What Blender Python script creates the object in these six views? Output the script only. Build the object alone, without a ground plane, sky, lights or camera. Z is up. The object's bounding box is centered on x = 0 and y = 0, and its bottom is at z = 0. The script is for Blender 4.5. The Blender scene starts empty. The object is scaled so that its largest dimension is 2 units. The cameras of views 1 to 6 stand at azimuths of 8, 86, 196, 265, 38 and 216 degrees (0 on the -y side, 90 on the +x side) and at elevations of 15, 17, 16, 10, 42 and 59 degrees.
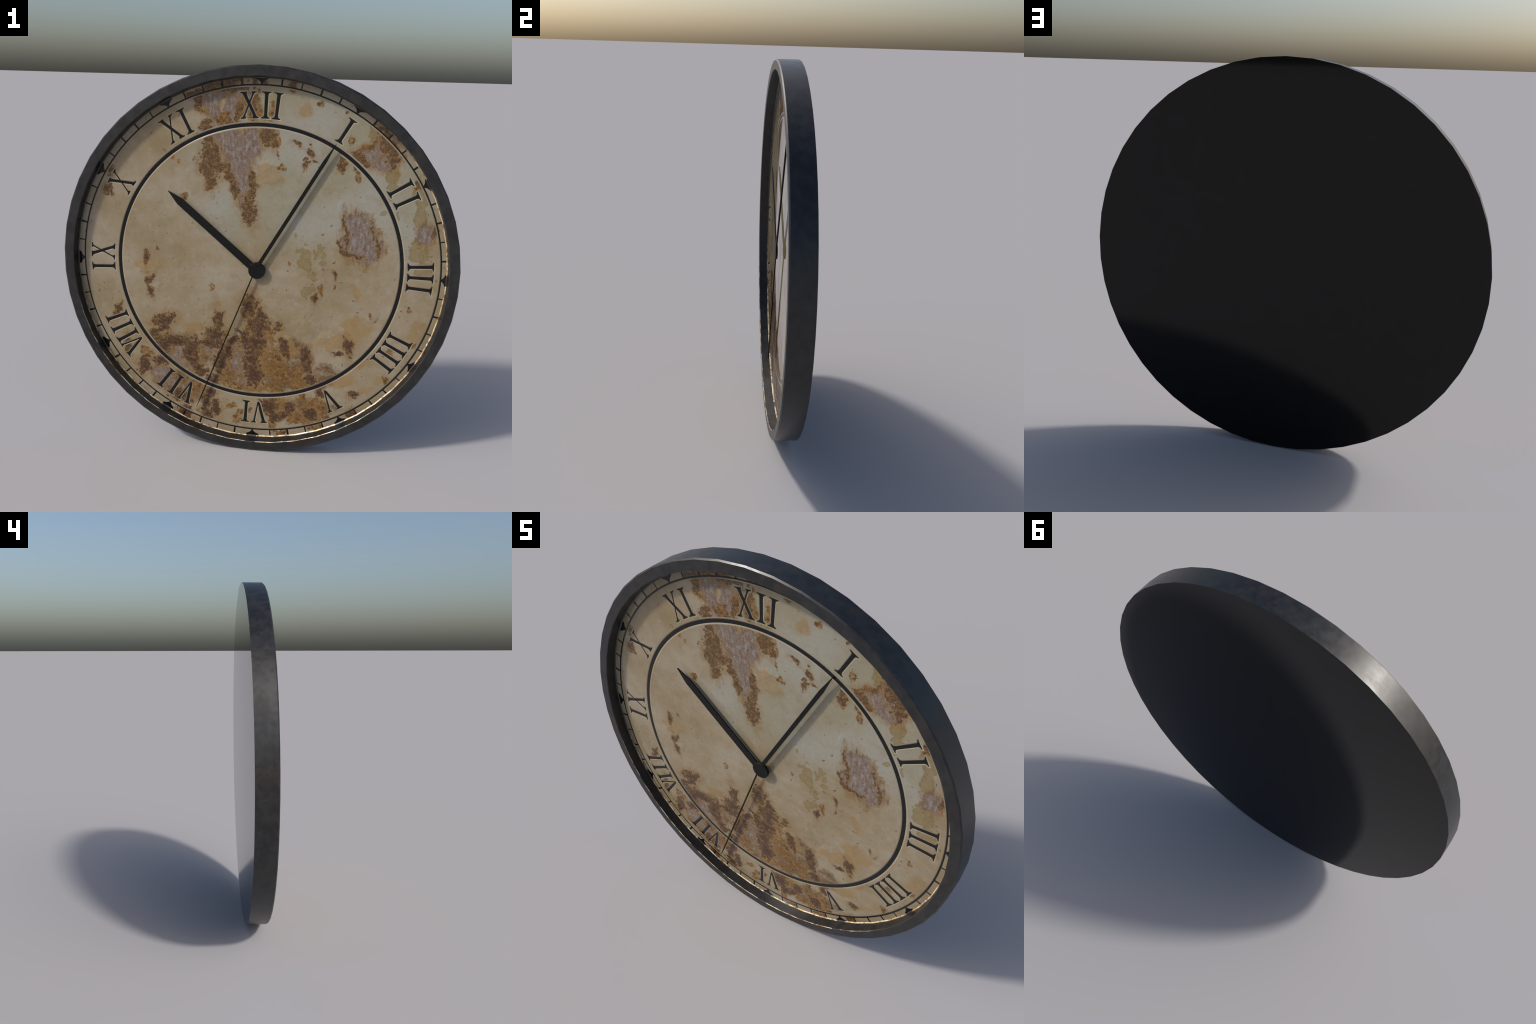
"""Aged round wall clock: dark metal case, stained enamel dial with Roman numerals, three hands."""
import bpy, math
from math import sin, cos, pi, radians, hypot, atan2
from mathutils import Vector

# ------------------------------------------------------------------ sizes (metres)
SEGMENTS = 50                 # the case is a fifty-sided ring, one corner straight up
R_CASE = 1.0
Y_FRONT, Y_BACK, Y_DIAL = -0.0591, 0.0591, -0.003
MID_Z = 1.0
HUB = (0.0078, 0.9972)        # the cap sits slightly off the middle
PIVOT = (0.0, MID_Z)
NUMERAL_MID = (0.005, 1.006)  # the printed face sits slightly off the middle, too
TRACK_MID = (0.004, 1.0024)
RING_MID = (0.006, 1.0095)

# ------------------------------------------------------------------ stains on the dial
# Each stain is an ellipse (x, height from the middle, half width, half height, tilt in degrees);
# noise in the material frays its edge.  They are grouped by what they are and where they sit.
STAINS = {
    "metal": {
        "streak": [
            (-0.244, 0.815, 0.034, 0.073, 13), (-0.218, 0.737, 0.02, 0.048, 10), (-0.134, 0.791, 0.031, 0.056, 2), (-0.147, 0.636, 0.054, 0.074, 22),
            (-0.1, 0.55, 0.063, 0.058, 3), (-0.077, 0.449, 0.039, 0.077, 3), (-0.063, 0.363, 0.028, 0.069, 3), (-0.037, 0.633, 0.04, 0.066, 2),
            (-0.224, 0.854, 0.054, 0.026, 16), (-0.179, 0.571, 0.032, 0.066, 17), (-0.172, 0.667, 0.041, 0.026, 2),
        ],
        "one": [
            (0.58, 0.595, 0.081, 0.052, 2), (0.612, 0.64, 0.051, 0.047, 2), (0.619, 0.554, 0.038, 0.026, 3),
        ],
        "three": [
            (0.477, 0.153, 0.04, 0.06, 4), (0.578, 0.159, 0.031, 0.065, 4), (0.489, 0.225, 0.051, 0.08, 3), (0.524, 0.235, 0.044, 0.059, 3),
            (0.546, 0.144, 0.066, 0.069, 4), (0.566, 0.091, 0.031, 0.033, 4), (0.83, 0.229, 0.039, 0.045, 3),
        ],
        "seven": [
            (-0.4, -0.506, 0.046, 0.06, -27), (-0.354, -0.564, 0.044, 0.033, -38), (-0.493, -0.621, 0.05, 0.03, -16), (-0.428, -0.693, 0.084, 0.039, -27),
            (-0.086, -0.516, 0.034, 0.052, 5), (-0.033, -0.474, 0.02, 0.104, 5), (-0.233, -0.458, 0.03, 0.031, 5), (-0.043, -0.608, 0.02, 0.048, 5),
        ],
    },  #  29
    "rust": {
        "streak": [
            (-0.237, 0.552, 0.048, 0.078, 17), (-0.257, 0.494, 0.033, 0.054, 22), (-0.24, 0.429, 0.023, 0.041, 3), (-0.246, 0.644, 0.027, 0.049, 2),
            (-0.263, 0.704, 0.025, 0.024, 2), (-0.296, 0.655, 0.023, 0.013, 2), (-0.182, 0.505, 0.037, 0.022, 3), (-0.144, 0.47, 0.027, 0.027, 3),
            (-0.118, 0.41, 0.018, 0.059, 11), (-0.027, 0.414, 0.018, 0.068, -2), (-0.041, 0.33, 0.018, 0.041, 3), (-0.03, 0.467, 0.018, 0.04, 3),
            (-0.038, 0.289, 0.036, 0.061, 3),
        ],
        "track": [
            (-0.216, 0.899, 0.076, 0.017, 15), (-0.132, 0.919, 0.057, 0.017, 7), (-0.322, 0.865, 0.054, 0.017, 22), (-0.151, 0.885, 0.058, 0.017, 6),
            (-0.083, 0.893, 0.031, 0.021, 2), (-0.03, 0.921, 0.011, 0.034, 2), (-0.301, 0.817, 0.023, 0.043, 21), (0.156, 0.917, 0.025, 0.015, -6),
            (0.156, 0.889, 0.016, 0.013, 2), (0.018, 0.906, 0.011, 0.013, 2),
        ],
        "twelve": [
            (-0.097, 0.792, 0.018, 0.039, -10), (-0.108, 0.749, 0.013, 0.026, 2), (-0.031, 0.814, 0.018, 0.06, -8), (-0.036, 0.744, 0.01, 0.026, 2),
            (0.043, 0.676, 0.031, 0.048, 2), (0.072, 0.649, 0.018, 0.039, 2),
        ],
        "one": [
            (0.407, 0.558, 0.02, 0.037, -19), (0.399, 0.528, 0.013, 0.017, -17), (0.476, 0.587, 0.03, 0.026, 2), (0.475, 0.531, 0.015, 0.026, 3),
            (0.646, 0.602, 0.023, 0.06, 2), (0.611, 0.651, 0.034, 0.043, 2), (0.51, 0.549, 0.022, 0.022, 3), (0.6, 0.693, 0.025, 0.043, 43),
        ],
        "specks": [
            (0.25, 0.597, 0.013, 0.02, 22), (0.268, 0.558, 0.015, 0.009, -17), (0.233, 0.536, 0.012, 0.024, 3), (0.184, 0.634, 0.022, 0.011, -27),
            (0.247, 0.644, 0.006, 0.006, 2), (0.223, 0.572, 0.01, 0.008, 2),
        ],
        "three": [
            (0.444, 0.205, 0.008, 0.087, 7), (0.455, 0.109, 0.045, 0.013, -19), (0.497, 0.093, 0.036, 0.01, -12), (0.418, 0.145, 0.009, 0.023, 24),
            (0.602, 0.148, 0.008, 0.046, 4), (0.571, 0.23, 0.005, 0.05, 16), (0.867, 0.231, 0.011, 0.027, 3), (0.77, 0.464, 0.013, 0.022, 3),
            (0.403, -0.008, 0.01, 0.024, 14), (0.401, -0.069, 0.005, 0.011, 4),
        ],
        "nine": [
            (-0.756, 0.465, 0.017, 0.025, 3), (-0.772, 0.379, 0.02, 0.029, -27), (-0.748, 0.368, 0.009, 0.028, 12), (-0.574, 0.025, 0.012, 0.037, -6),
            (-0.52, 0.075, 0.007, 0.008, 4), (-0.572, -0.096, 0.012, 0.03, 4), (-0.544, -0.084, 0.01, 0.031, -22), (-0.558, -0.145, 0.014, 0.039, 19),
        ],
        "eight": [
            (-0.738, -0.283, 0.019, 0.056, -19), (-0.687, -0.464, 0.019, 0.056, 5), (-0.485, -0.315, 0.059, 0.034, 15), (-0.449, -0.298, 0.033, 0.028, 5),
            (-0.477, -0.356, 0.031, 0.029, 5), (-0.534, -0.394, 0.029, 0.036, 5),
        ],
        "seven": [
            (-0.427, -0.427, 0.127, 0.028, 0), (-0.491, -0.457, 0.049, 0.036, -38), (-0.332, -0.481, 0.041, 0.076, -6), (-0.327, -0.533, 0.039, 0.029, 5),
            (-0.19, -0.295, 0.027, 0.062, 5), (-0.207, -0.38, 0.065, 0.04, -6), (-0.197, -0.427, 0.044, 0.034, 5), (-0.594, -0.581, 0.036, 0.052, -11),
            (-0.501, -0.549, 0.056, 0.029, -3), (-0.251, -0.422, 0.033, 0.034, 5), (-0.291, -0.578, 0.038, 0.036, -27),
        ],
        "six": [
            (-0.031, -0.21, 0.04, 0.064, -4), (0.033, -0.25, 0.026, 0.042, 5), (0.02, -0.302, 0.069, 0.033, -1), (0.025, -0.352, 0.043, 0.034, 5),
            (0.122, -0.305, 0.023, 0.022, 5), (0.014, -0.409, 0.054, 0.057, 5), (-0.01, -0.509, 0.046, 0.063, 5), (0.005, -0.589, 0.054, 0.058, 5),
            (-0.044, -0.381, 0.022, 0.051, 5), (-0.129, -0.454, 0.025, 0.046, 5), (-0.11, -0.396, 0.039, 0.017, 20), (0.158, -0.41, 0.021, 0.045, 5),
            (0.173, -0.455, 0.016, 0.034, 5), (0.134, -0.482, 0.014, 0.015, 5), (-0.058, -0.354, 0.037, 0.01, -17), (-0.179, -0.534, 0.032, 0.071, -11),
            (-0.219, -0.634, 0.033, 0.035, 5),
        ],
        "five": [
            (0.275, -0.46, 0.028, 0.061, 5), (0.284, -0.52, 0.03, 0.031, 5), (0.307, -0.589, 0.023, 0.038, 27), (0.36, -0.65, 0.019, 0.033, 27),
            (0.53, -0.654, 0.028, 0.026, 6), (0.488, -0.383, 0.021, 0.055, 14), (0.444, -0.432, 0.028, 0.011, 5), (0.489, -0.372, 0.021, 0.025, 26),
        ],
        "rim": [
            (0.087, -0.766, 0.047, 0.06, 6), (0.13, -0.826, 0.033, 0.029, 6), (0.176, -0.806, 0.022, 0.03, 6), (0.203, -0.754, 0.03, 0.039, 6),
            (0.311, -0.787, 0.032, 0.036, 6), (-0.247, -0.766, 0.025, 0.042, 6), (-0.194, -0.795, 0.022, 0.06, 6), (-0.242, -0.83, 0.04, 0.033, 6),
            (-0.22, -0.704, 0.028, 0.042, 6), (-0.372, -0.838, 0.044, 0.038, -16), (-0.4, -0.741, 0.066, 0.037, -22), (0.524, -0.76, 0.032, 0.02, 22),
            (0.308, -0.135, 0.013, 0.032, -6),
        ],
    },  #  116
    "ochre": {
        "six": [
            (0.146, -0.571, 0.048, 0.064, 5), (0.231, -0.601, 0.051, 0.049, 5), (0.229, -0.554, 0.043, 0.026, 5), (0.086, -0.468, 0.045, 0.04, -17),
            (0.123, -0.516, 0.029, 0.052, 5), (0.075, -0.544, 0.03, 0.046, 5), (-0.147, -0.618, 0.05, 0.044, 5), (-0.11, -0.667, 0.05, 0.03, 6),
            (0.038, -0.648, 0.082, 0.029, 6), (0.123, -0.664, 0.049, 0.026, 6), (0.093, -0.365, 0.027, 0.048, 5), (-0.018, -0.209, 0.042, 0.066, 4),
            (0.046, -0.467, 0.065, 0.034, 5),
        ],
        "below_six": [
            (0.269, -0.689, 0.027, 0.026, 6), (0.335, -0.746, 0.064, 0.065, 6), (0.29, -0.819, 0.043, 0.036, 6), (0.232, -0.82, 0.038, 0.033, 6),
            (0.113, -0.857, 0.017, 0.048, 6), (0.162, -0.739, 0.033, 0.041, 6), (0.364, -0.786, 0.059, 0.041, 6), (0.136, -0.746, 0.033, 0.036, 6),
            (-0.119, -0.782, 0.041, 0.015, 27), (-0.064, -0.811, 0.028, 0.018, 6), (-0.014, -0.791, 0.014, 0.016, 6), (-0.081, -0.843, 0.022, 0.03, 6),
            (0.155, -0.902, 0.039, 0.016, 6), (0.341, -0.862, 0.049, 0.018, 17),
        ],
        "seven": [
            (-0.526, -0.327, 0.033, 0.029, 5), (-0.29, -0.584, 0.033, 0.035, 5), (-0.39, -0.637, 0.03, 0.034, 35), (-0.248, -0.716, 0.022, 0.054, 6),
            (-0.307, -0.683, 0.039, 0.036, 6), (-0.584, -0.498, 0.034, 0.029, 5),
        ],
        "twelve": [
            (-0.178, 0.742, 0.037, 0.037, 2), (-0.28, 0.782, 0.027, 0.022, 2), (0.004, 0.78, 0.024, 0.023, 2), (0.059, 0.797, 0.02, 0.054, -8),
            (0.019, 0.683, 0.024, 0.032, 2), (0.067, 0.681, 0.024, 0.032, 2), (0.059, 0.66, 0.02, 0.044, 2), (0.093, 0.646, 0.008, 0.036, 2),
        ],
        "one": [
            (0.519, 0.636, 0.046, 0.022, 18), (0.29, 0.82, 0.015, 0.019, 22), (0.443, 0.668, 0.014, 0.024, 2), (0.12, 0.523, 0.018, 0.02, 22),
            (0.094, 0.586, 0.007, 0.016, 2), (0.488, 0.492, 0.012, 0.021, 23), (0.423, 0.798, 0.008, 0.011, 2),
        ],
        "lone": [
            (-0.377, 0.351, 0.019, 0.017, -22), (-0.227, -0.114, 0.016, 0.018, 4), (-0.434, 0.547, 0.012, 0.013, 2), (-0.4, 0.531, 0.008, 0.01, 3),
            (-0.326, 0.546, 0.008, 0.01, 2), (0.777, -0.172, 0.011, 0.018, 4), (0.692, -0.398, 0.029, 0.018, -11), (0.687, -0.555, 0.017, 0.027, 5),
            (0.817, -0.353, 0.013, 0.013, 5), (0.333, -0.096, 0.013, 0.029, 4), (0.588, -0.209, 0.008, 0.02, 21), (0.622, -0.222, 0.006, 0.02, -17),
            (0.17, 0.029, 0.008, 0.01, 4), (0.392, 0.059, 0.004, 0.008, 4),
        ],
    },  #  62
    "olive": {
        "two": [
            (0.557, 0.703, 0.034, 0.043, 22), (0.643, 0.505, 0.033, 0.034, 3), (0.653, 0.45, 0.029, 0.022, 3), (0.637, 0.381, 0.012, 0.02, 3),
            (0.792, 0.397, 0.023, 0.06, 3), (0.792, 0.308, 0.029, 0.057, 3), (0.799, 0.14, 0.047, 0.058, 4), (0.831, 0.045, 0.044, 0.032, 4),
            (0.765, 0.412, 0.01, 0.04, 3), (0.595, 0.229, 0.019, 0.024, 24), (0.618, 0.317, 0.01, 0.014, 3), (0.68, 0.31, 0.007, 0.018, -7),
        ],
        "middle": [
            (0.25, 0.081, 0.023, 0.028, 4), (0.247, 0.044, 0.031, 0.022, 4), (0.297, 0.09, 0.014, 0.021, 4), (0.342, 0.098, 0.012, 0.018, 4),
            (0.265, 0.019, 0.021, 0.017, 4), (0.3, -0.02, 0.013, 0.035, 9), (0.342, 0.057, 0.013, 0.013, 4), (0.34, 0.022, 0.012, 0.01, 4),
            (0.217, 0.105, 0.021, 0.012, -12), (0.318, 0.126, 0.012, 0.021, 4), (0.293, -0.09, 0.016, 0.022, 4), (0.258, -0.104, 0.023, 0.024, 4),
            (0.267, -0.018, 0.012, 0.011, 4), (0.247, 0.139, 0.008, 0.007, 4), (0.555, 0.033, 0.012, 0.021, -12), (0.191, 0.184, 0.007, 0.017, 3),
        ],
    },  #  28
    "amber": {
        "five": [
            (0.506, -0.265, 0.067, 0.054, 5), (0.575, -0.295, 0.036, 0.026, 36), (0.519, -0.228, 0.019, 0.027, 5), (0.512, -0.096, 0.026, 0.048, 15),
            (0.487, -0.059, 0.025, 0.017, 4), (0.538, -0.107, 0.019, 0.011, -22), (0.36, -0.368, 0.048, 0.02, 21), (0.427, -0.349, 0.051, 0.036, 5),
            (0.489, -0.325, 0.063, 0.032, 5),
        ],
        "four": [
            (0.479, -0.588, 0.075, 0.037, 27), (0.558, -0.487, 0.053, 0.026, 47), (0.471, -0.372, 0.085, 0.036, 16), (-0.314, -0.347, 0.09, 0.028, 5),
            (-0.559, -0.024, 0.089, 0.04, 4), (0.163, -0.419, 0.052, 0.093, 5), (0.832, -0.249, 0.041, 0.04, 5), (0.442, -0.595, 0.042, 0.03, 22),
            (0.597, -0.608, 0.035, 0.016, 22), (0.65, -0.57, 0.021, 0.026, 5), (0.824, -0.299, 0.029, 0.022, 5), (0.401, -0.407, 0.021, 0.023, 5),
        ],
        "twelve": [
            (0.224, 0.799, 0.039, 0.035, 2), (0.045, 0.487, 0.061, 0.053, 3), (0.079, 0.452, 0.061, 0.029, 3),
        ],
    },  #  24
    "grime": {
        "foot": [
            (0.208, -0.476, 0.109, 0.121, 5), (0.37, -0.57, 0.111, 0.069, 27), (-0.382, -0.485, 0.17, 0.097, -11), (-0.054, -0.523, 0.147, 0.157, 5),
            (0.147, -0.576, 0.123, 0.09, 5), (0.27, -0.762, 0.186, 0.063, 6), (-0.395, -0.691, 0.149, 0.086, -22), (0.013, -0.376, 0.066, 0.093, 5),
        ],
        "head": [
            (-0.216, 0.874, 0.105, 0.046, 16), (-0.053, 0.813, 0.064, 0.07, 2),
        ],
    },  #  10
    "dents": {
        "all": [
            (-0.537, -0.111, 0.054, 0.073, 4), (-0.472, -0.295, 0.068, 0.047, 5), (0.282, 0.014, 0.083, 0.13, 4), (0.057, 0.488, 0.074, 0.081, 3),
            (0.37, -0.383, 0.085, 0.069, 5), (0.282, -0.29, 0.072, 0.118, 5), (-0.559, -0.037, 0.067, 0.036, 4), (-0.231, 0.371, 0.017, 0.029, 3),
            (0.417, 0.345, 0.02, 0.033, 3),
        ],
    },  #  9
    "pale_green": {
        "right": [
            (0.647, 0.627, 0.261, 0.207, -37), (0.74, 0.345, 0.141, 0.294, 3), (0.211, 0.316, 0.271, 0.276, 3), (-0.219, 0.591, 0.175, 0.146, 2),
            (0.413, 0.618, 0.477, 0.306, -27), (0.288, 0.73, 0.38, 0.257, -18), (0.547, 0.552, 0.286, 0.282, -27), (0.503, 0.331, 0.264, 0.223, 3),
            (-0.051, 0.836, 0.145, 0.14, 2), (0.104, 0.532, 0.195, 0.146, 3), (-0.089, 0.299, 0.228, 0.178, 3),
        ],
    },  #  11
}

# ------------------------------------------------------------------ mesh helpers
def new_object(name, verts, faces, material, parent, smooth_angle=None):
    mesh = bpy.data.meshes.new(name)
    mesh.from_pydata([tuple(v) for v in verts], [], faces)
    mesh.update()
    if smooth_angle:
        mesh.polygons.foreach_set("use_smooth", [True] * len(mesh.polygons))
        mesh.set_sharp_from_angle(angle=radians(smooth_angle))
    obj = bpy.data.objects.new(name, mesh)
    bpy.context.scene.collection.objects.link(obj)
    for m in (material if isinstance(material, (list, tuple)) else [material]):
        mesh.materials.append(m)
    obj.parent = parent
    return obj


def lathe(profile, segments=SEGMENTS, centre=(0.0, MID_Z)):
    """Turn a list of (radius, y) points round the y axis; a radius of 0 closes it with a fan."""
    verts, faces, rows = [], [], []
    for r, y in profile:
        if r == 0:
            rows.append([len(verts)])
            verts.append((centre[0], y, centre[1]))
        else:
            rows.append(list(range(len(verts), len(verts) + segments)))
            for i in range(segments):
                a = 2 * pi * i / segments
                verts.append((centre[0] + r * sin(a), y, centre[1] + r * cos(a)))
    for a, b in zip(rows, rows[1:]):
        for i in range(segments):
            j = (i + 1) % segments
            if len(a) == 1:
                faces.append((a[0], b[j], b[i]))
            elif len(b) == 1:
                faces.append((a[i], a[j], b[0]))
            else:
                faces.append((a[i], a[j], b[j], b[i]))
    return verts, faces


def prism(outlines, front, back):
    """Flat (x, z) outlines made into plates between y = front (nearer the viewer) and y = back."""
    verts, faces = [], []
    for outline in outlines:
        area = sum(p[0] * q[1] - q[0] * p[1] for p, q in zip(outline, outline[1:] + outline[:1]))
        pts = outline if area > 0 else outline[::-1]
        n, k = len(pts), len(verts)
        verts += [(x, front, z) for x, z in pts] + [(x, back, z) for x, z in pts]
        faces.append(tuple(range(k, k + n)))
        faces.append(tuple(range(k + 2 * n - 1, k + n - 1, -1)))
        faces += [(k + i, k + n + i, k + n + (i + 1) % n, k + (i + 1) % n) for i in range(n)]
    return verts, faces


def polar(angle, r, centre, sx=1.0, sz=1.0):
    a = radians(angle)
    return (centre[0] + sx * r * sin(a), centre[1] + sz * r * cos(a))


def band(r_in, r_out, centre, front, back, sx=1.0, sz=1.0, steps=200):
    verts, faces = [], []
    for i in range(steps):
        for r, y in ((r_in, back), (r_in, front), (r_out, front), (r_out, back)):
            x, z = polar(360 * i / steps, r, centre, sx, sz)
            verts.append((x, y, z))
    for i in range(steps):
        j = (i + 1) % steps
        for a in range(3):
            faces.append((4 * i + a, 4 * i + a + 1, 4 * j + a + 1, 4 * j + a))
    return verts, faces


# ------------------------------------------------------------------ material helpers
class Nodes:
    def __init__(self, name):
        self.mat = bpy.data.materials.new(name)
        self.mat.use_nodes = True
        self.tree = self.mat.node_tree
        self.tree.nodes.clear()

    def add(self, kind, inputs=None, **settings):
        node = self.tree.nodes.new(kind)
        for k, v in settings.items():
            setattr(node, k, v)
        for k, v in (inputs or {}).items():
            self.put(node.inputs[k], v)
        return node

    def put(self, socket, v):
        if hasattr(v, "is_output"):
            self.tree.links.new(v, socket)
        else:
            socket.default_value = v

    def math(self, op, a, b=0.0, c=0.0, clamp=False):
        return self.add("ShaderNodeMath", {0: a, 1: b, 2: c}, operation=op, use_clamp=clamp).outputs[0]

    def vec(self, op, a, b=(0, 0, 0)):
        n = self.add("ShaderNodeVectorMath", {0: a, 1: b}, operation=op)
        return n.outputs["Value"] if op in ("LENGTH", "DISTANCE", "DOT_PRODUCT") else n.outputs[0]

    def scale(self, v, s):
        n = self.add("ShaderNodeVectorMath", {0: v}, operation="SCALE")
        self.put(n.inputs["Scale"], s)
        return n.outputs[0]

    def noise(self, vector, scale, detail=4.0, rough=0.55, colour=False, offset=None, distort=0.0):
        if offset is not None:
            vector = self.vec("ADD", vector, offset)
        n = self.add("ShaderNodeTexNoise", {"Vector": vector, "Scale": scale, "Detail": detail, "Roughness": rough, "Distortion": distort})
        return n.outputs["Color" if colour else "Fac"]

    def step(self, value, low, high, to_low=0.0, to_high=1.0):
        return self.add("ShaderNodeMapRange", {0: value, 1: low, 2: high, 3: to_low, 4: to_high}, interpolation_type="SMOOTHSTEP").outputs[0]

    def mix(self, fac, a, b, mode="MIX"):
        n = self.add("ShaderNodeMix", data_type="RGBA", blend_type=mode)
        self.put(n.inputs[0], fac)
        self.put(n.inputs[6], a)
        self.put(n.inputs[7], b)
        return n.outputs[2]

    def ramp(self, fac, *stops):
        n = self.add("ShaderNodeValToRGB", {0: fac})
        e = n.color_ramp.elements
        while len(e) < len(stops):
            e.new(0.5)
        for el, (p, c) in zip(e, stops):
            el.position, el.color = p, c
        return n.outputs[0]

    def finish(self, colour, roughness, specular=0.5, metallic=0.0, normal=None, **other):
        b = self.add("ShaderNodeBsdfPrincipled", {"Base Color": colour, "Roughness": roughness, "Metallic": metallic, "Specular IOR Level": specular})
        if normal is not None:
            self.put(b.inputs["Normal"], normal)
        for k, v in other.items():
            self.put(b.inputs[k], v)
        self.add("ShaderNodeOutputMaterial", {0: b.outputs[0]})
        return self.mat


def srgb(r, g, b, gain=1.0):
    f = lambda c: gain * ((c / 255 / 12.92) if c <= 10 else ((c / 255 + 0.055) / 1.055) ** 2.4)
    return (f(r), f(g), f(b), 1.0)


GAIN = 1.0    # from the colour seen on the sunlit dial to the colour of the paint itself
seen = lambda r, g, b: srgb(r, g, b, GAIN)


def dial_material(name, stained=True):
    n = Nodes(name)
    at = n.add("ShaderNodeTexCoord").outputs["Object"]
    sep = n.add("ShaderNodeSeparateXYZ", {0: at})
    x, z = sep.outputs[0], n.math("SUBTRACT", sep.outputs[2], MID_Z)
    flat = n.add("ShaderNodeCombineXYZ", {0: x, 1: z, 2: 0.0}).outputs[0]

    # fraying: noise of several sizes pushes the outlines of the stains about
    def shift(scale, amount, offset):
        c = n.noise(flat, scale, 2.0, 0.5, colour=True, offset=offset)
        return n.scale(n.vec("SUBTRACT", c, (0.5, 0.5, 0.5)), amount)
    warped = n.vec("ADD", flat, n.vec("ADD", shift(13, 0.045, (3, 1, 0)), n.vec("ADD", shift(34, 0.034, (7, 2, 4)), shift(110, 0.010, (1, 8, 2)))))
    warped = n.vec("MULTIPLY", warped, (1, 1, 0))
    soft_warped = n.vec("MULTIPLY", n.vec("ADD", flat, n.vec("ADD", shift(8, 0.05, (5, 5, 0)), shift(40, 0.012, (2, 6, 1)))), (1, 1, 0))

    def field(kind, where):
        """Distance from the nearest stain of a kind, 1 on its outline."""
        part = n.add("ShaderNodeSeparateXYZ", {0: where})
        best = n.math("ADD", part.outputs[0], 9.0)
        for group in STAINS[kind].values():
            for sx, sz, a, b, tilt in group:
                # the best distance so far rides along, scaled to nothing, so that the stains are worked through in turn
                point = n.add("ShaderNodeCombineXYZ", {0: part.outputs[0], 1: part.outputs[1], 2: best}).outputs[0]
                m = n.add("ShaderNodeMapping", {0: point, 1: (sx, sz, 0), 2: (0, 0, radians(tilt)), 3: (a, b, 1e5)}, vector_type="TEXTURE")
                best = n.math("MINIMUM", best, n.vec("LENGTH", m.outputs[0]))
        return best

    def rough_edge(distance, noise, amount):
        return n.math("ADD", distance, n.math("MULTIPLY", n.math("SUBTRACT", noise, 0.5), amount))

    fine = n.noise(flat, 60, 5, 0.65)
    grain = n.noise(flat, 170, 3, 0.6, offset=(4, 4, 1))
    medium = n.noise(flat, 17, 4, 0.6, offset=(9, 1, 3))
    broad = n.noise(flat, 3.2, 3, 0.5, offset=(2, 7, 5))
    blotch = n.noise(flat, 32, 4, 0.6, offset=(5, 9, 3), distort=0.6)
    streak = n.noise(n.vec("MULTIPLY", flat, (1, 0.35, 1)), 75, 4, 0.65, offset=(6, 3, 2))

    # enamel: warm tan, greyer in clouds, greenish grey towards the upper right
    tan = n.ramp(n.math("ADD", n.math("MULTIPLY", broad, 0.7), n.math("MULTIPLY", medium, 0.3)),
                 (0.36, seen(132, 117, 90)), (0.48, seen(140, 127, 103)), (0.62, seen(150, 140, 122)))
    green = n.step(field("pale_green", soft_warped), 0.35, 1.25, 1.0, 0.0)
    col = n.mix(n.math("MULTIPLY", green, 0.9), tan, n.mix(n.step(broad, 0.35, 0.65), seen(138, 134, 114), seen(145, 144, 134)))
    col = n.mix(n.step(n.noise(flat, 6.5, 4, 0.6, offset=(1, 1, 7)), 0.52, 0.75, 0.0, 0.35), col, seen(138, 116, 80))
    col = n.mix(n.step(n.noise(flat, 11, 5, 0.6, offset=(7, 7, 1)), 0.5, 0.72, 0.0, 0.4), col, seen(126, 110, 80))
    col = n.mix(n.step(n.noise(flat, 21, 4, 0.6, offset=(4, 1, 8)), 0.54, 0.74, 0.0, 0.45), col, seen(156, 147, 130))
    col = n.mix(n.math("MULTIPLY", n.step(fine, 0.3, 0.75), 0.18), col, seen(112, 98, 76))

    # brownish grime that has run down to the lower edge: a wash with darker clots and ochre flecks in it
    d = rough_edge(field("grime", soft_warped), medium, 0.8)
    grime = n.step(d, 0.7, 1.15, 1.0, 0.0)
    col = n.mix(n.math("MULTIPLY", grime, n.step(blotch, 0.34, 0.58, 0.45, 0.95)), col, n.mix(n.step(medium, 0.3, 0.7), seen(88, 68, 43), seen(114, 97, 72)))
    if not stained:
        return n.finish(n.mix(0.16, col, seen(172, 160, 134)), 0.3, 0.3)
    col = n.mix(n.math("MULTIPLY", grime, n.step(n.math("ADD", n.math("MULTIPLY", fine, 0.5), n.math("MULTIPLY", blotch, 0.5)), 0.5, 0.58, 0.0, 0.85)), col, seen(92, 66, 38))
    col = n.mix(n.math("MULTIPLY", grime, n.step(n.noise(flat, 48, 4, 0.65, offset=(8, 2, 6)), 0.56, 0.66, 0.0, 0.7)), col, seen(124, 88, 38))
    col = n.mix(n.math("MULTIPLY", grime, n.step(n.noise(flat, 60, 3, 0.6, offset=(1, 6, 9)), 0.58, 0.68, 0.0, 0.6)), col, seen(140, 128, 116))

    # amber washes, flat and see-through
    d = n.math("ADD", rough_edge(field("amber", soft_warped), medium, 1.7), n.math("MULTIPLY", n.math("SUBTRACT", blotch, 0.5), 1.0))
    col = n.mix(n.math("MULTIPLY", n.step(d, 0.7, 1.15, 1.0, 0.0), n.step(broad, 0.3, 0.65, 0.35, 0.65)), col, n.mix(n.step(medium, 0.4, 0.7), seen(142, 115, 70), seen(128, 94, 45)))

    # olive blotches with a darker rim
    d = n.math("ADD", rough_edge(field("olive", warped), fine, 1.0), n.math("MULTIPLY", n.math("SUBTRACT", blotch, 0.5), 1.2))
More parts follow.
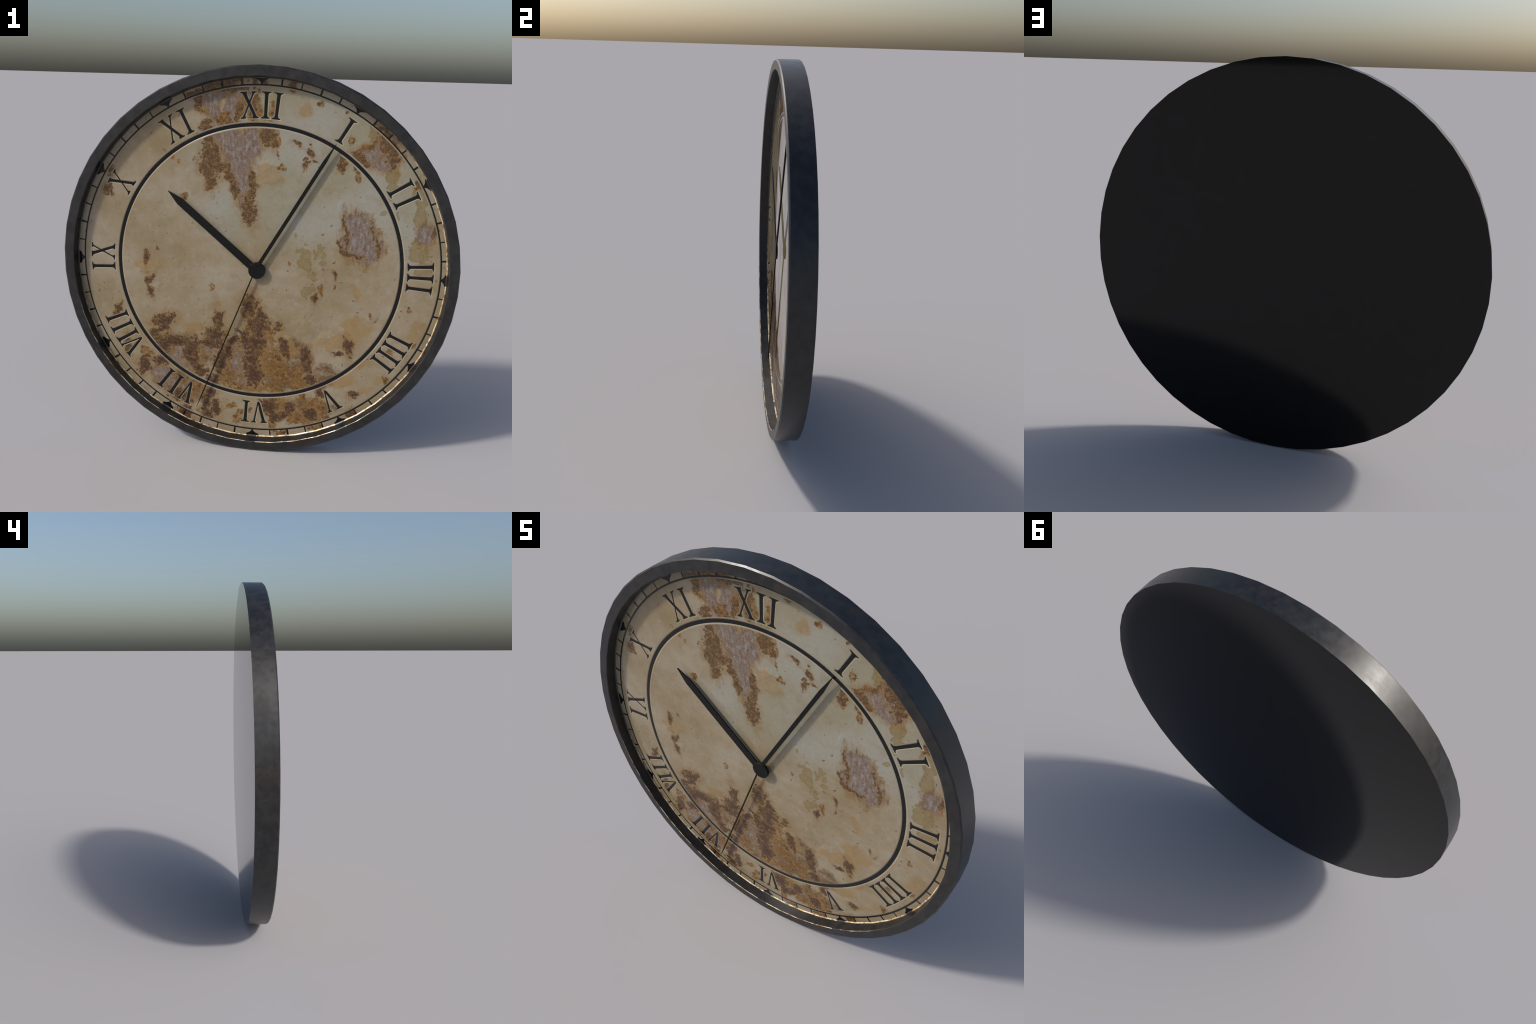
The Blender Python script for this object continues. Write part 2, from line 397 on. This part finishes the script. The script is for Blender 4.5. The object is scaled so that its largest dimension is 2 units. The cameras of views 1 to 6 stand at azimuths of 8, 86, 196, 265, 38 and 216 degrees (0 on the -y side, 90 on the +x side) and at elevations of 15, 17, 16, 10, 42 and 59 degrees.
    col = n.mix(n.math("MULTIPLY", n.step(d, 0.92, 1.12, 1.0, 0.0), 0.72), col, n.mix(n.step(streak, 0.35, 0.65), seen(116, 98, 58), seen(128, 112, 76)))
    col = n.mix(n.math("MULTIPLY", n.math("SUBTRACT", n.step(d, 0.8, 1.0), n.step(d, 1.0, 1.15)), 0.45), col, seen(104, 82, 46))

    # bare metal, lilac grey, streaked downwards
    d = rough_edge(field("metal", warped), streak, 1.5)
    bare = n.step(d, 1.05, 1.3, 1.0, 0.0)
    col = n.mix(n.step(d, 1.2, 1.75, 0.6, 0.0), col, seen(124, 92, 48))   # ochre seam where the paint ends
    shine = n.ramp(n.math("ADD", n.math("MULTIPLY", streak, 0.6), n.math("MULTIPLY", grain, 0.4)),
                   (0.36, seen(80, 61, 49)), (0.47, seen(111, 99, 92)), (0.6, seen(138, 132, 130)))
    col = n.mix(n.math("MULTIPLY", bare, n.step(medium, 0.35, 0.6, 0.8, 0.95)), col, n.mix(n.step(blotch, 0.47, 0.6, 0.0, 0.6), shine, seen(106, 84, 64)))

    # ochre rust bloom
    holes = n.noise(flat, 52, 5, 0.65, offset=(2, 8, 8))
    d = n.math("ADD", rough_edge(field("ochre", warped), fine, 1.5), n.math("MULTIPLY", n.math("SUBTRACT", blotch, 0.5), 1.6))
    bloom = n.math("MULTIPLY", n.step(d, 0.75, 1.25, 1.0, 0.0), n.step(holes, 0.48, 0.64, 1.0, 0.3))
    col = n.mix(bloom, col, n.ramp(n.math("ADD", n.math("MULTIPLY", fine, 0.6), n.math("MULTIPLY", blotch, 0.4)), (0.4, seen(76, 49, 22)), (0.5, seen(112, 79, 34)), (0.6, seen(134, 108, 66))))

    # brown rust, clotted into maroon, with holes, a dark outline and a pale lip of lifted paint round it
    d = n.math("ADD", rough_edge(field("rust", warped), fine, 1.3), n.math("MULTIPLY", n.math("SUBTRACT", blotch, 0.5), 1.9))
    col = n.mix(n.step(n.math("ADD", d, n.math("MULTIPLY", n.math("SUBTRACT", medium, 0.5), 1.5)), 0.8, 2.1, 0.65, 0.0), col, seen(126, 95, 52))
    lip = n.math("MULTIPLY", n.step(d, 1.05, 1.12), n.step(d, 1.12, 1.3, 1.0, 0.0))
    col = n.mix(n.math("MULTIPLY", lip, 0.22), col, seen(164, 150, 122))
    crust = n.math("MULTIPLY", n.step(d, 0.92, 1.1, 1.0, 0.0), n.step(n.math("ADD", holes, n.math("MULTIPLY", d, 0.12)), 0.6, 0.7, 0.96, 0.2))
    brown = n.ramp(n.math("ADD", n.math("MULTIPLY", grain, 0.5), n.math("MULTIPLY", fine, 0.5)), (0.39, seen(62, 44, 27)), (0.5, seen(92, 69, 42)), (0.61, seen(126, 101, 66)))
    maroon = n.ramp(n.math("ADD", n.math("MULTIPLY", grain, 0.4), n.math("MULTIPLY", fine, 0.6)), (0.38, seen(56, 37, 27)), (0.5, seen(78, 54, 39)), (0.62, seen(106, 82, 58)))
    rust = n.mix(n.step(n.math("ADD", n.math("MULTIPLY", z, -0.22), medium), 0.54, 0.66), brown, maroon)
    rust = n.mix(n.math("MULTIPLY", n.step(d, 0.75, 1.0), 0.4), rust, seen(74, 50, 30))
    rust = n.mix(n.math("MULTIPLY", n.step(n.math("ADD", d, n.math("MULTIPLY", n.math("SUBTRACT", medium, 0.5), 2.0)), 0.1, 0.75, 0.7, 0.0), n.step(z, -0.1, 0.2, 1.0, 0.35)), rust, seen(58, 38, 25))
    col = n.mix(crust, col, rust)

    # fly specks and pits scattered over the enamel
    cells = n.add("ShaderNodeTexVoronoi", {"Vector": warped, "Scale": 30.0, "Randomness": 1.0}, voronoi_dimensions="2D", feature="F1")
    pick = n.add("ShaderNodeSeparateColor", {0: cells.outputs["Color"]})
    size = n.math("MULTIPLY", n.step(pick.outputs[0], 0.5, 1.0), 0.13)
    spot = n.math("MULTIPLY", n.step(n.math("SUBTRACT", size, cells.outputs["Distance"]), 0.0, 0.05), n.step(pick.outputs[1], 0.1, 0.8, 0.2, 0.85))
    col = n.mix(spot, col, n.mix(pick.outputs[2], seen(92, 70, 48), seen(118, 96, 64)))

    # relief: flaked-off paint lies lower than the enamel, which is dented and gently wavy
    dents = n.math("MULTIPLY", n.step(field("dents", soft_warped), 0.5, 1.1, 1.0, 0.3), n.noise(flat, 24, 3, 0.5, offset=(3, 3, 3)))
    lost = n.math("ADD", n.math("MULTIPLY", n.step(d, 0.85, 1.2, 1.0, 0.0), 0.35), n.math("MULTIPLY", bare, 0.25))
    height = n.math("SUBTRACT", n.math("ADD", dents, n.math("MULTIPLY", fine, 0.12)), n.math("ADD", lost, n.math("MULTIPLY", spot, 0.3)))
    bump = n.add("ShaderNodeBump", {"Strength": 0.6, "Distance": 0.009, "Height": height})
    even = n.add("ShaderNodeNewGeometry").outputs["True Normal"]
    return n.finish(col, 0.6, 0.0, normal=bump.outputs[0], **{"Coat Weight": 1.0, "Coat Roughness": 0.04, "Coat IOR": 1.43, "Coat Normal": even})


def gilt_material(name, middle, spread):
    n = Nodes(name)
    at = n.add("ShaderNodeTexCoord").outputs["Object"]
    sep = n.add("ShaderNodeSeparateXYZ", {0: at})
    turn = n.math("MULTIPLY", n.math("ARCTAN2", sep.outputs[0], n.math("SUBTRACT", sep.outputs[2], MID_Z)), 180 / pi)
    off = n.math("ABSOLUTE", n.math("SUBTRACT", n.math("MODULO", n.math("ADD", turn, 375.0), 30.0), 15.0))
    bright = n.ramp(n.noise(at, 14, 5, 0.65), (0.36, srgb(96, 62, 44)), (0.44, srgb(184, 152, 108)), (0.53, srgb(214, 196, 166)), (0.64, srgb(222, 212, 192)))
    # painted-in left along the lower right; unlit rest darkened, black behind each hour marker
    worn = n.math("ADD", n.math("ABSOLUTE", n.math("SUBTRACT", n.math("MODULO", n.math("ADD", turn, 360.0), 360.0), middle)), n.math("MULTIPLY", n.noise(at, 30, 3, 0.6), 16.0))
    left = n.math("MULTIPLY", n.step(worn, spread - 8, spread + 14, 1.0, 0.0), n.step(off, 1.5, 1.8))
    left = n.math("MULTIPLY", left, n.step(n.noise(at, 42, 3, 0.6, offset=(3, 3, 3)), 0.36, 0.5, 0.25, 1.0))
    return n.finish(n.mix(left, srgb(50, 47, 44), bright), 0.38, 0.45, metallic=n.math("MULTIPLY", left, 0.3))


def case_material(name, rough=0.35, grain_rough=0.04):
    n = Nodes(name)
    at = n.add("ShaderNodeTexCoord").outputs["Object"]
    cloud = n.noise(at, 4.5, 5, 0.6)
    mottle = n.noise(at, 22, 4, 0.65, offset=(3, 1, 2))
    col = n.mix(n.step(mottle, 0.36, 0.64), srgb(21, 21, 23), srgb(34, 35, 36))
    col = n.mix(n.math("MULTIPLY", n.step(n.math("ADD", n.math("MULTIPLY", cloud, 0.7), n.math("MULTIPLY", mottle, 0.3)), 0.51, 0.62), 0.65), col, n.mix(n.step(mottle, 0.4, 0.6), srgb(28, 22, 21), srgb(40, 33, 28)))
    r = n.step(mottle, 0.3, 0.7, rough - grain_rough, rough + grain_rough)
    return n.finish(col, r, 0.55)


def plain_material(name, colour, rough, noise_scale=150.0, bump=0.0, specular=0.5, spread=0.25):
    n = Nodes(name)
    at = n.add("ShaderNodeTexCoord").outputs["Object"]
    g = n.noise(at, noise_scale, 4, 0.65)
    col = n.mix(n.step(g, 0.32, 0.68), srgb(*[c * (1 - spread) for c in colour]), srgb(*[c * (1 + spread) for c in colour]))
    normal = n.add("ShaderNodeBump", {"Strength": bump, "Distance": 0.002, "Height": g}).outputs[0] if bump else None
    return n.finish(col, rough, specular, normal=normal)


PAINT = dial_material("stained_enamel")
PAINT_PALE = dial_material("enamel_pale_edge", stained=False)
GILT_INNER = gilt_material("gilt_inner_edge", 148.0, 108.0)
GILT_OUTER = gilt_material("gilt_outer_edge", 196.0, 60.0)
CASE = case_material("dark_patinated_metal")
BACK = plain_material("black_lacquer_back", (4, 4, 4), 0.05, 22.0, specular=0.32, spread=0.9)
MARK = plain_material("black_dial_ink", (16, 16, 18), 0.12, 60.0, specular=0.33)
HAND = plain_material("black_grained_metal", (12, 12, 12), 0.5, 110.0, bump=0.8, specular=0.22, spread=0.8)

# ------------------------------------------------------------------ the clock
clock = bpy.data.objects.new("wall_clock", None)
bpy.context.scene.collection.objects.link(clock)
clock["label"] = "round dark-rimmed clock with rust-stained Roman numeral dial"
clock["category"] = "wall clock"

# case: outer wall, chamfered front edge, flat front, inner wall
new_object("case_rim", *lathe([(0.90, Y_BACK - 0.0015), (R_CASE - 0.002, Y_BACK - 0.0015), (R_CASE, Y_BACK), (R_CASE, Y_FRONT + 0.006), (R_CASE - 0.006, Y_FRONT), (0.9518, Y_FRONT)]), CASE, clock, 38)
new_object("inner_wall", *lathe([(0.9495, Y_FRONT + 0.0023), (0.9462, Y_DIAL - 0.0045)]), CASE, clock, 38)
new_object("back_plate", *lathe([(R_CASE, Y_BACK), (0, Y_BACK)]), BACK, clock)
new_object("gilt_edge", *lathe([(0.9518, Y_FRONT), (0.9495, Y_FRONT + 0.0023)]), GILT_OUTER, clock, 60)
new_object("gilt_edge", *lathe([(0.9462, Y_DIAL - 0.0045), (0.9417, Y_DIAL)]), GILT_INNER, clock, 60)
dial = new_object("dial", *lathe([(0.9417, Y_DIAL), (0, Y_DIAL)]), PAINT, clock)

# ------------------------------------------------------------------ printed marks
INK, HALO = Y_DIAL - 0.0005, Y_DIAL - 0.0002
new_object("chapter_ring", *band(0.7085, 0.7255, RING_MID, INK, Y_DIAL + 0.001, 1.006, 0.993), MARK, dial)
new_object("minute_track", *band(0.9058, 0.9125, TRACK_MID, INK, Y_DIAL + 0.001, 1.003, 0.997), MARK, dial)

def edge_radius(angle, mid, rim=0.9412):
    """How far out from a given middle the edge of the fifty-sided dial lies."""
    a = radians(angle)
    k = sin(a) * mid[0] + cos(a) * (mid[1] - MID_Z)
    turn = (a + pi / SEGMENTS) % (2 * pi / SEGMENTS) - pi / SEGMENTS
    corner = pi / SEGMENTS - abs(turn)
    return rim * cos(pi / SEGMENTS) / cos(corner) - k

for minute in range(60):
    angle = minute * 6.0
    far = edge_radius(angle, TRACK_MID)
    if minute % 5:
        w = 0.0036 + 0.0009 * sin(minute * 2.3)
        outline = [polar(angle + s * math.degrees(w / r), r, TRACK_MID) for s, r in ((-1, 0.910), (1, 0.910), (1, far), (-1, far))]
        new_object("minute_tick", *prism([outline], INK - 0.0001, Y_DIAL + 0.001), MARK, dial)
    else:   # flared hour marker, point inwards
        half = [(0.0035, 0.9085), (0.006, 0.9165), (0.012, 0.9235), (0.021, 0.9295), (0.031, 0.9335), (0.034, None)]
        side = lambda s: [polar(angle + s * math.degrees(w / (r or far)), r if r else edge_radius(angle + s * 2, TRACK_MID), TRACK_MID) for w, r in half]
        new_object("hour_marker", *prism([side(-1) + side(1)[::-1]], INK - 0.0001, Y_DIAL + 0.001), MARK, dial)

# Roman numerals: strokes laid out on angle (degrees clockwise) and radius, feet towards the middle
R_FOOT, R_HEAD = 0.7475, 0.8730

def serif_stem(foot, head, w, serif_foot, serif_head, thin=0.0035):
    """A stem from (angle at the foot) to (angle at the head), bracketed serifs at the ends asked for."""
    def side(s):
        pts = []
        def lean(t):
            return foot + (head - foot) * t
        if serif_foot:
            pts += [(lean(0) + s * serif_foot, 0.0), (lean(0) + s * serif_foot * 0.98, thin / 0.125), (lean(0.05) + s * (w + 0.45 * (serif_foot - w)), 0.05), (lean(0.09) + s * (w + 0.12 * (serif_foot - w)), 0.085), (lean(0.15) + s * w, 0.15)]
        else:
            pts += [(foot + s * w * 0.35, 0.0), (lean(0.06) + s * w * 0.9, 0.06)]
        if serif_head:
            pts += [(lean(0.87) + s * w, 0.87), (lean(0.92) + s * (w + 0.12 * (serif_head - w)), 0.925), (lean(0.96) + s * (w + 0.45 * (serif_head - w)), 0.955), (lean(1) + s * serif_head * 0.98, 1 - thin / 0.125), (lean(1) + s * serif_head, 1.0)]
        else:
            pts += [(lean(0.94) + s * w * 0.9, 0.94), (head + s * w * 0.35, 1.0)]
        return pts
    return side(-1) + side(1)[::-1]


def letter_i(a):
    return [serif_stem(a, a, 0.53, 1.58, 1.45)]


def letter_v(apex, thick, thin):
    return [serif_stem(apex, thick, 0.52, 0, 1.15), serif_stem(apex + 0.1, thin, 0.24, 0, 0.85)]


def letter_x(thick_head, thick_foot, thin_foot, thin_head):
    return [serif_stem(thick_foot, thick_head, 0.52, 1.2, 1.05), serif_stem(thin_foot, thin_head, 0.22, 0.95, 0.85)]


NUMERALS = [
    letter_i(30.1),
    letter_i(57.15) + letter_i(62.05),
    letter_i(86.0) + letter_i(90.0) + letter_i(94.05),
    letter_i(114.5) + letter_i(118.2) + letter_i(121.9) + letter_i(125.55),
    letter_v(149.9, 148.1, 151.9),
    letter_v(177.8, 175.9, 179.6) + letter_i(182.7),
    letter_v(206.8, 204.5, 208.0) + letter_i(211.5) + letter_i(216.1),
    letter_v(234.7, 231.9, 236.2) + letter_i(238.15) + letter_i(242.3) + letter_i(246.6),
    letter_i(266.8) + letter_x(271.2, 274.9, 270.4, 274.4),
    letter_x(298.1, 302.3, 297.8, 301.9),
    letter_x(325.3, 329.0, 324.7, 329.0) + letter_i(332.8),
    letter_x(354.2, 358.0, 353.5, 357.6) + letter_i(361.6) + letter_i(365.5),
]


def grown(outline, by):
    """The outline pushed outwards by a fixed width."""
    area = sum(p[0] * q[1] - q[0] * p[1] for p, q in zip(outline, outline[1:] + outline[:1]))
    pts = outline if area > 0 else outline[::-1]
    out = []
    for i, p in enumerate(pts):
        a, b = Vector(pts[i - 1]), Vector(pts[(i + 1) % len(pts)])
        p = Vector(p)
        n1, n2 = (p - a).normalized(), (b - p).normalized()
        n1, n2 = Vector((n1.y, -n1.x)), Vector((n2.y, -n2.x))
        m = (n1 + n2)
        m = m / max(0.45, m.length_squared / 2) if m.length > 1e-6 else n1
        out.append(tuple(p + m * by))
    return out


def cut_edge(name, outlines, width, parent, closed_in=False):
    """A strip of paint round each outline that shades as if it dipped down into the cut of the letter."""
    verts, faces, normals = [], [], []
    for k, outline in enumerate(outlines):
        area = sum(p[0] * q[1] - q[0] * p[1] for p, q in zip(outline, outline[1:] + outline[:1]))
        inner = outline if area > 0 else outline[::-1]
        outer = grown(inner, -width if closed_in else width)
        base, n, y = len(verts), len(inner), HALO - 0.00003 * k
        for i in range(n):
            away = Vector(outer[i]) - Vector(inner[i])
            away = away.normalized() if away.length > 1e-9 else Vector((0, 0))
            verts += [(inner[i][0], y, inner[i][1]), (outer[i][0], y, outer[i][1])]
            normals += [Vector((-0.75 * away.x, -1, -0.75 * away.y)).normalized(), Vector((0, -1, 0))]
        for i in range(n):
            j = (i + 1) % n
            quad = (base + 2 * i, base + 2 * i + 1, base + 2 * j + 1, base + 2 * j)
            faces.append(quad[::-1] if closed_in else quad)
    obj = new_object(name, verts, faces, PAINT_PALE, parent, 180)
    obj.data.normals_split_custom_set_from_vertices(normals)
    return obj


for strokes in NUMERALS:
    flat = [[polar(a, R_FOOT + t * (R_HEAD - R_FOOT), NUMERAL_MID, 1.004, 0.998) for a, t in s] for s in strokes]
    vv, ff = [], []
    for k, outline in enumerate(flat):
        v, f = prism([outline], INK - 0.00004 * k, Y_DIAL + 0.001)
        ff += [tuple(i + len(vv) for i in q) for q in f]
        vv += v
    numeral = new_object("numeral", vv, ff, MARK, dial)
    cut_edge("numeral_edge", flat, 0.0056, dial)

circle = lambda r, mid, sx, sz: [polar(-1.8 * i, r, mid, sx, sz) for i in range(200)]
cut_edge("ring_edge", [circle(0.7255, RING_MID, 1.006, 0.993)], 0.008, dial)
cut_edge("ring_edge", [circle(0.7085, RING_MID, 1.006, 0.993)], 0.008, dial, closed_in=True)
cut_edge("track_edge", [circle(0.9058, TRACK_MID, 1.003, 0.997)], 0.006, dial, closed_in=True)

# ------------------------------------------------------------------ hands and hub
def hand(name, angle, length, half, shoulder, front, back):
    """A straight blade from the pivot, at an angle clockwise from twelve; its last part, from the shoulder on, narrows to a point."""
    d = Vector((sin(radians(angle)), cos(radians(angle))))
    side = Vector((d.y, -d.x))
    o = Vector(PIVOT)
    pts = [(0.0, half), (length - shoulder, half), (length, 0.0009)]
    outline = [tuple(o + d * t + side * w) for t, w in pts] + [tuple(o + d * t - side * w) for t, w in reversed(pts)]
    return new_object(name, *prism([outline], front, back), HAND, clock)


hand("hour_hand", -49.75, 0.5905, 0.0192, 0.078, -0.0276, -0.0214)
hand("minute_hand", 29.9, 0.7445, 0.0090, 0.096, -0.0288, -0.0214)
hand("second_hand", -159.2, 0.8440, 0.0031, 0.075, -0.0284, -0.0218)
new_object("hub_cap", *lathe([(0, -0.0315), (0.0416, -0.0315), (0.0432, -0.0300), (0.0432, -0.0200), (0, -0.0200)], 40, HUB), HAND, clock, 35)
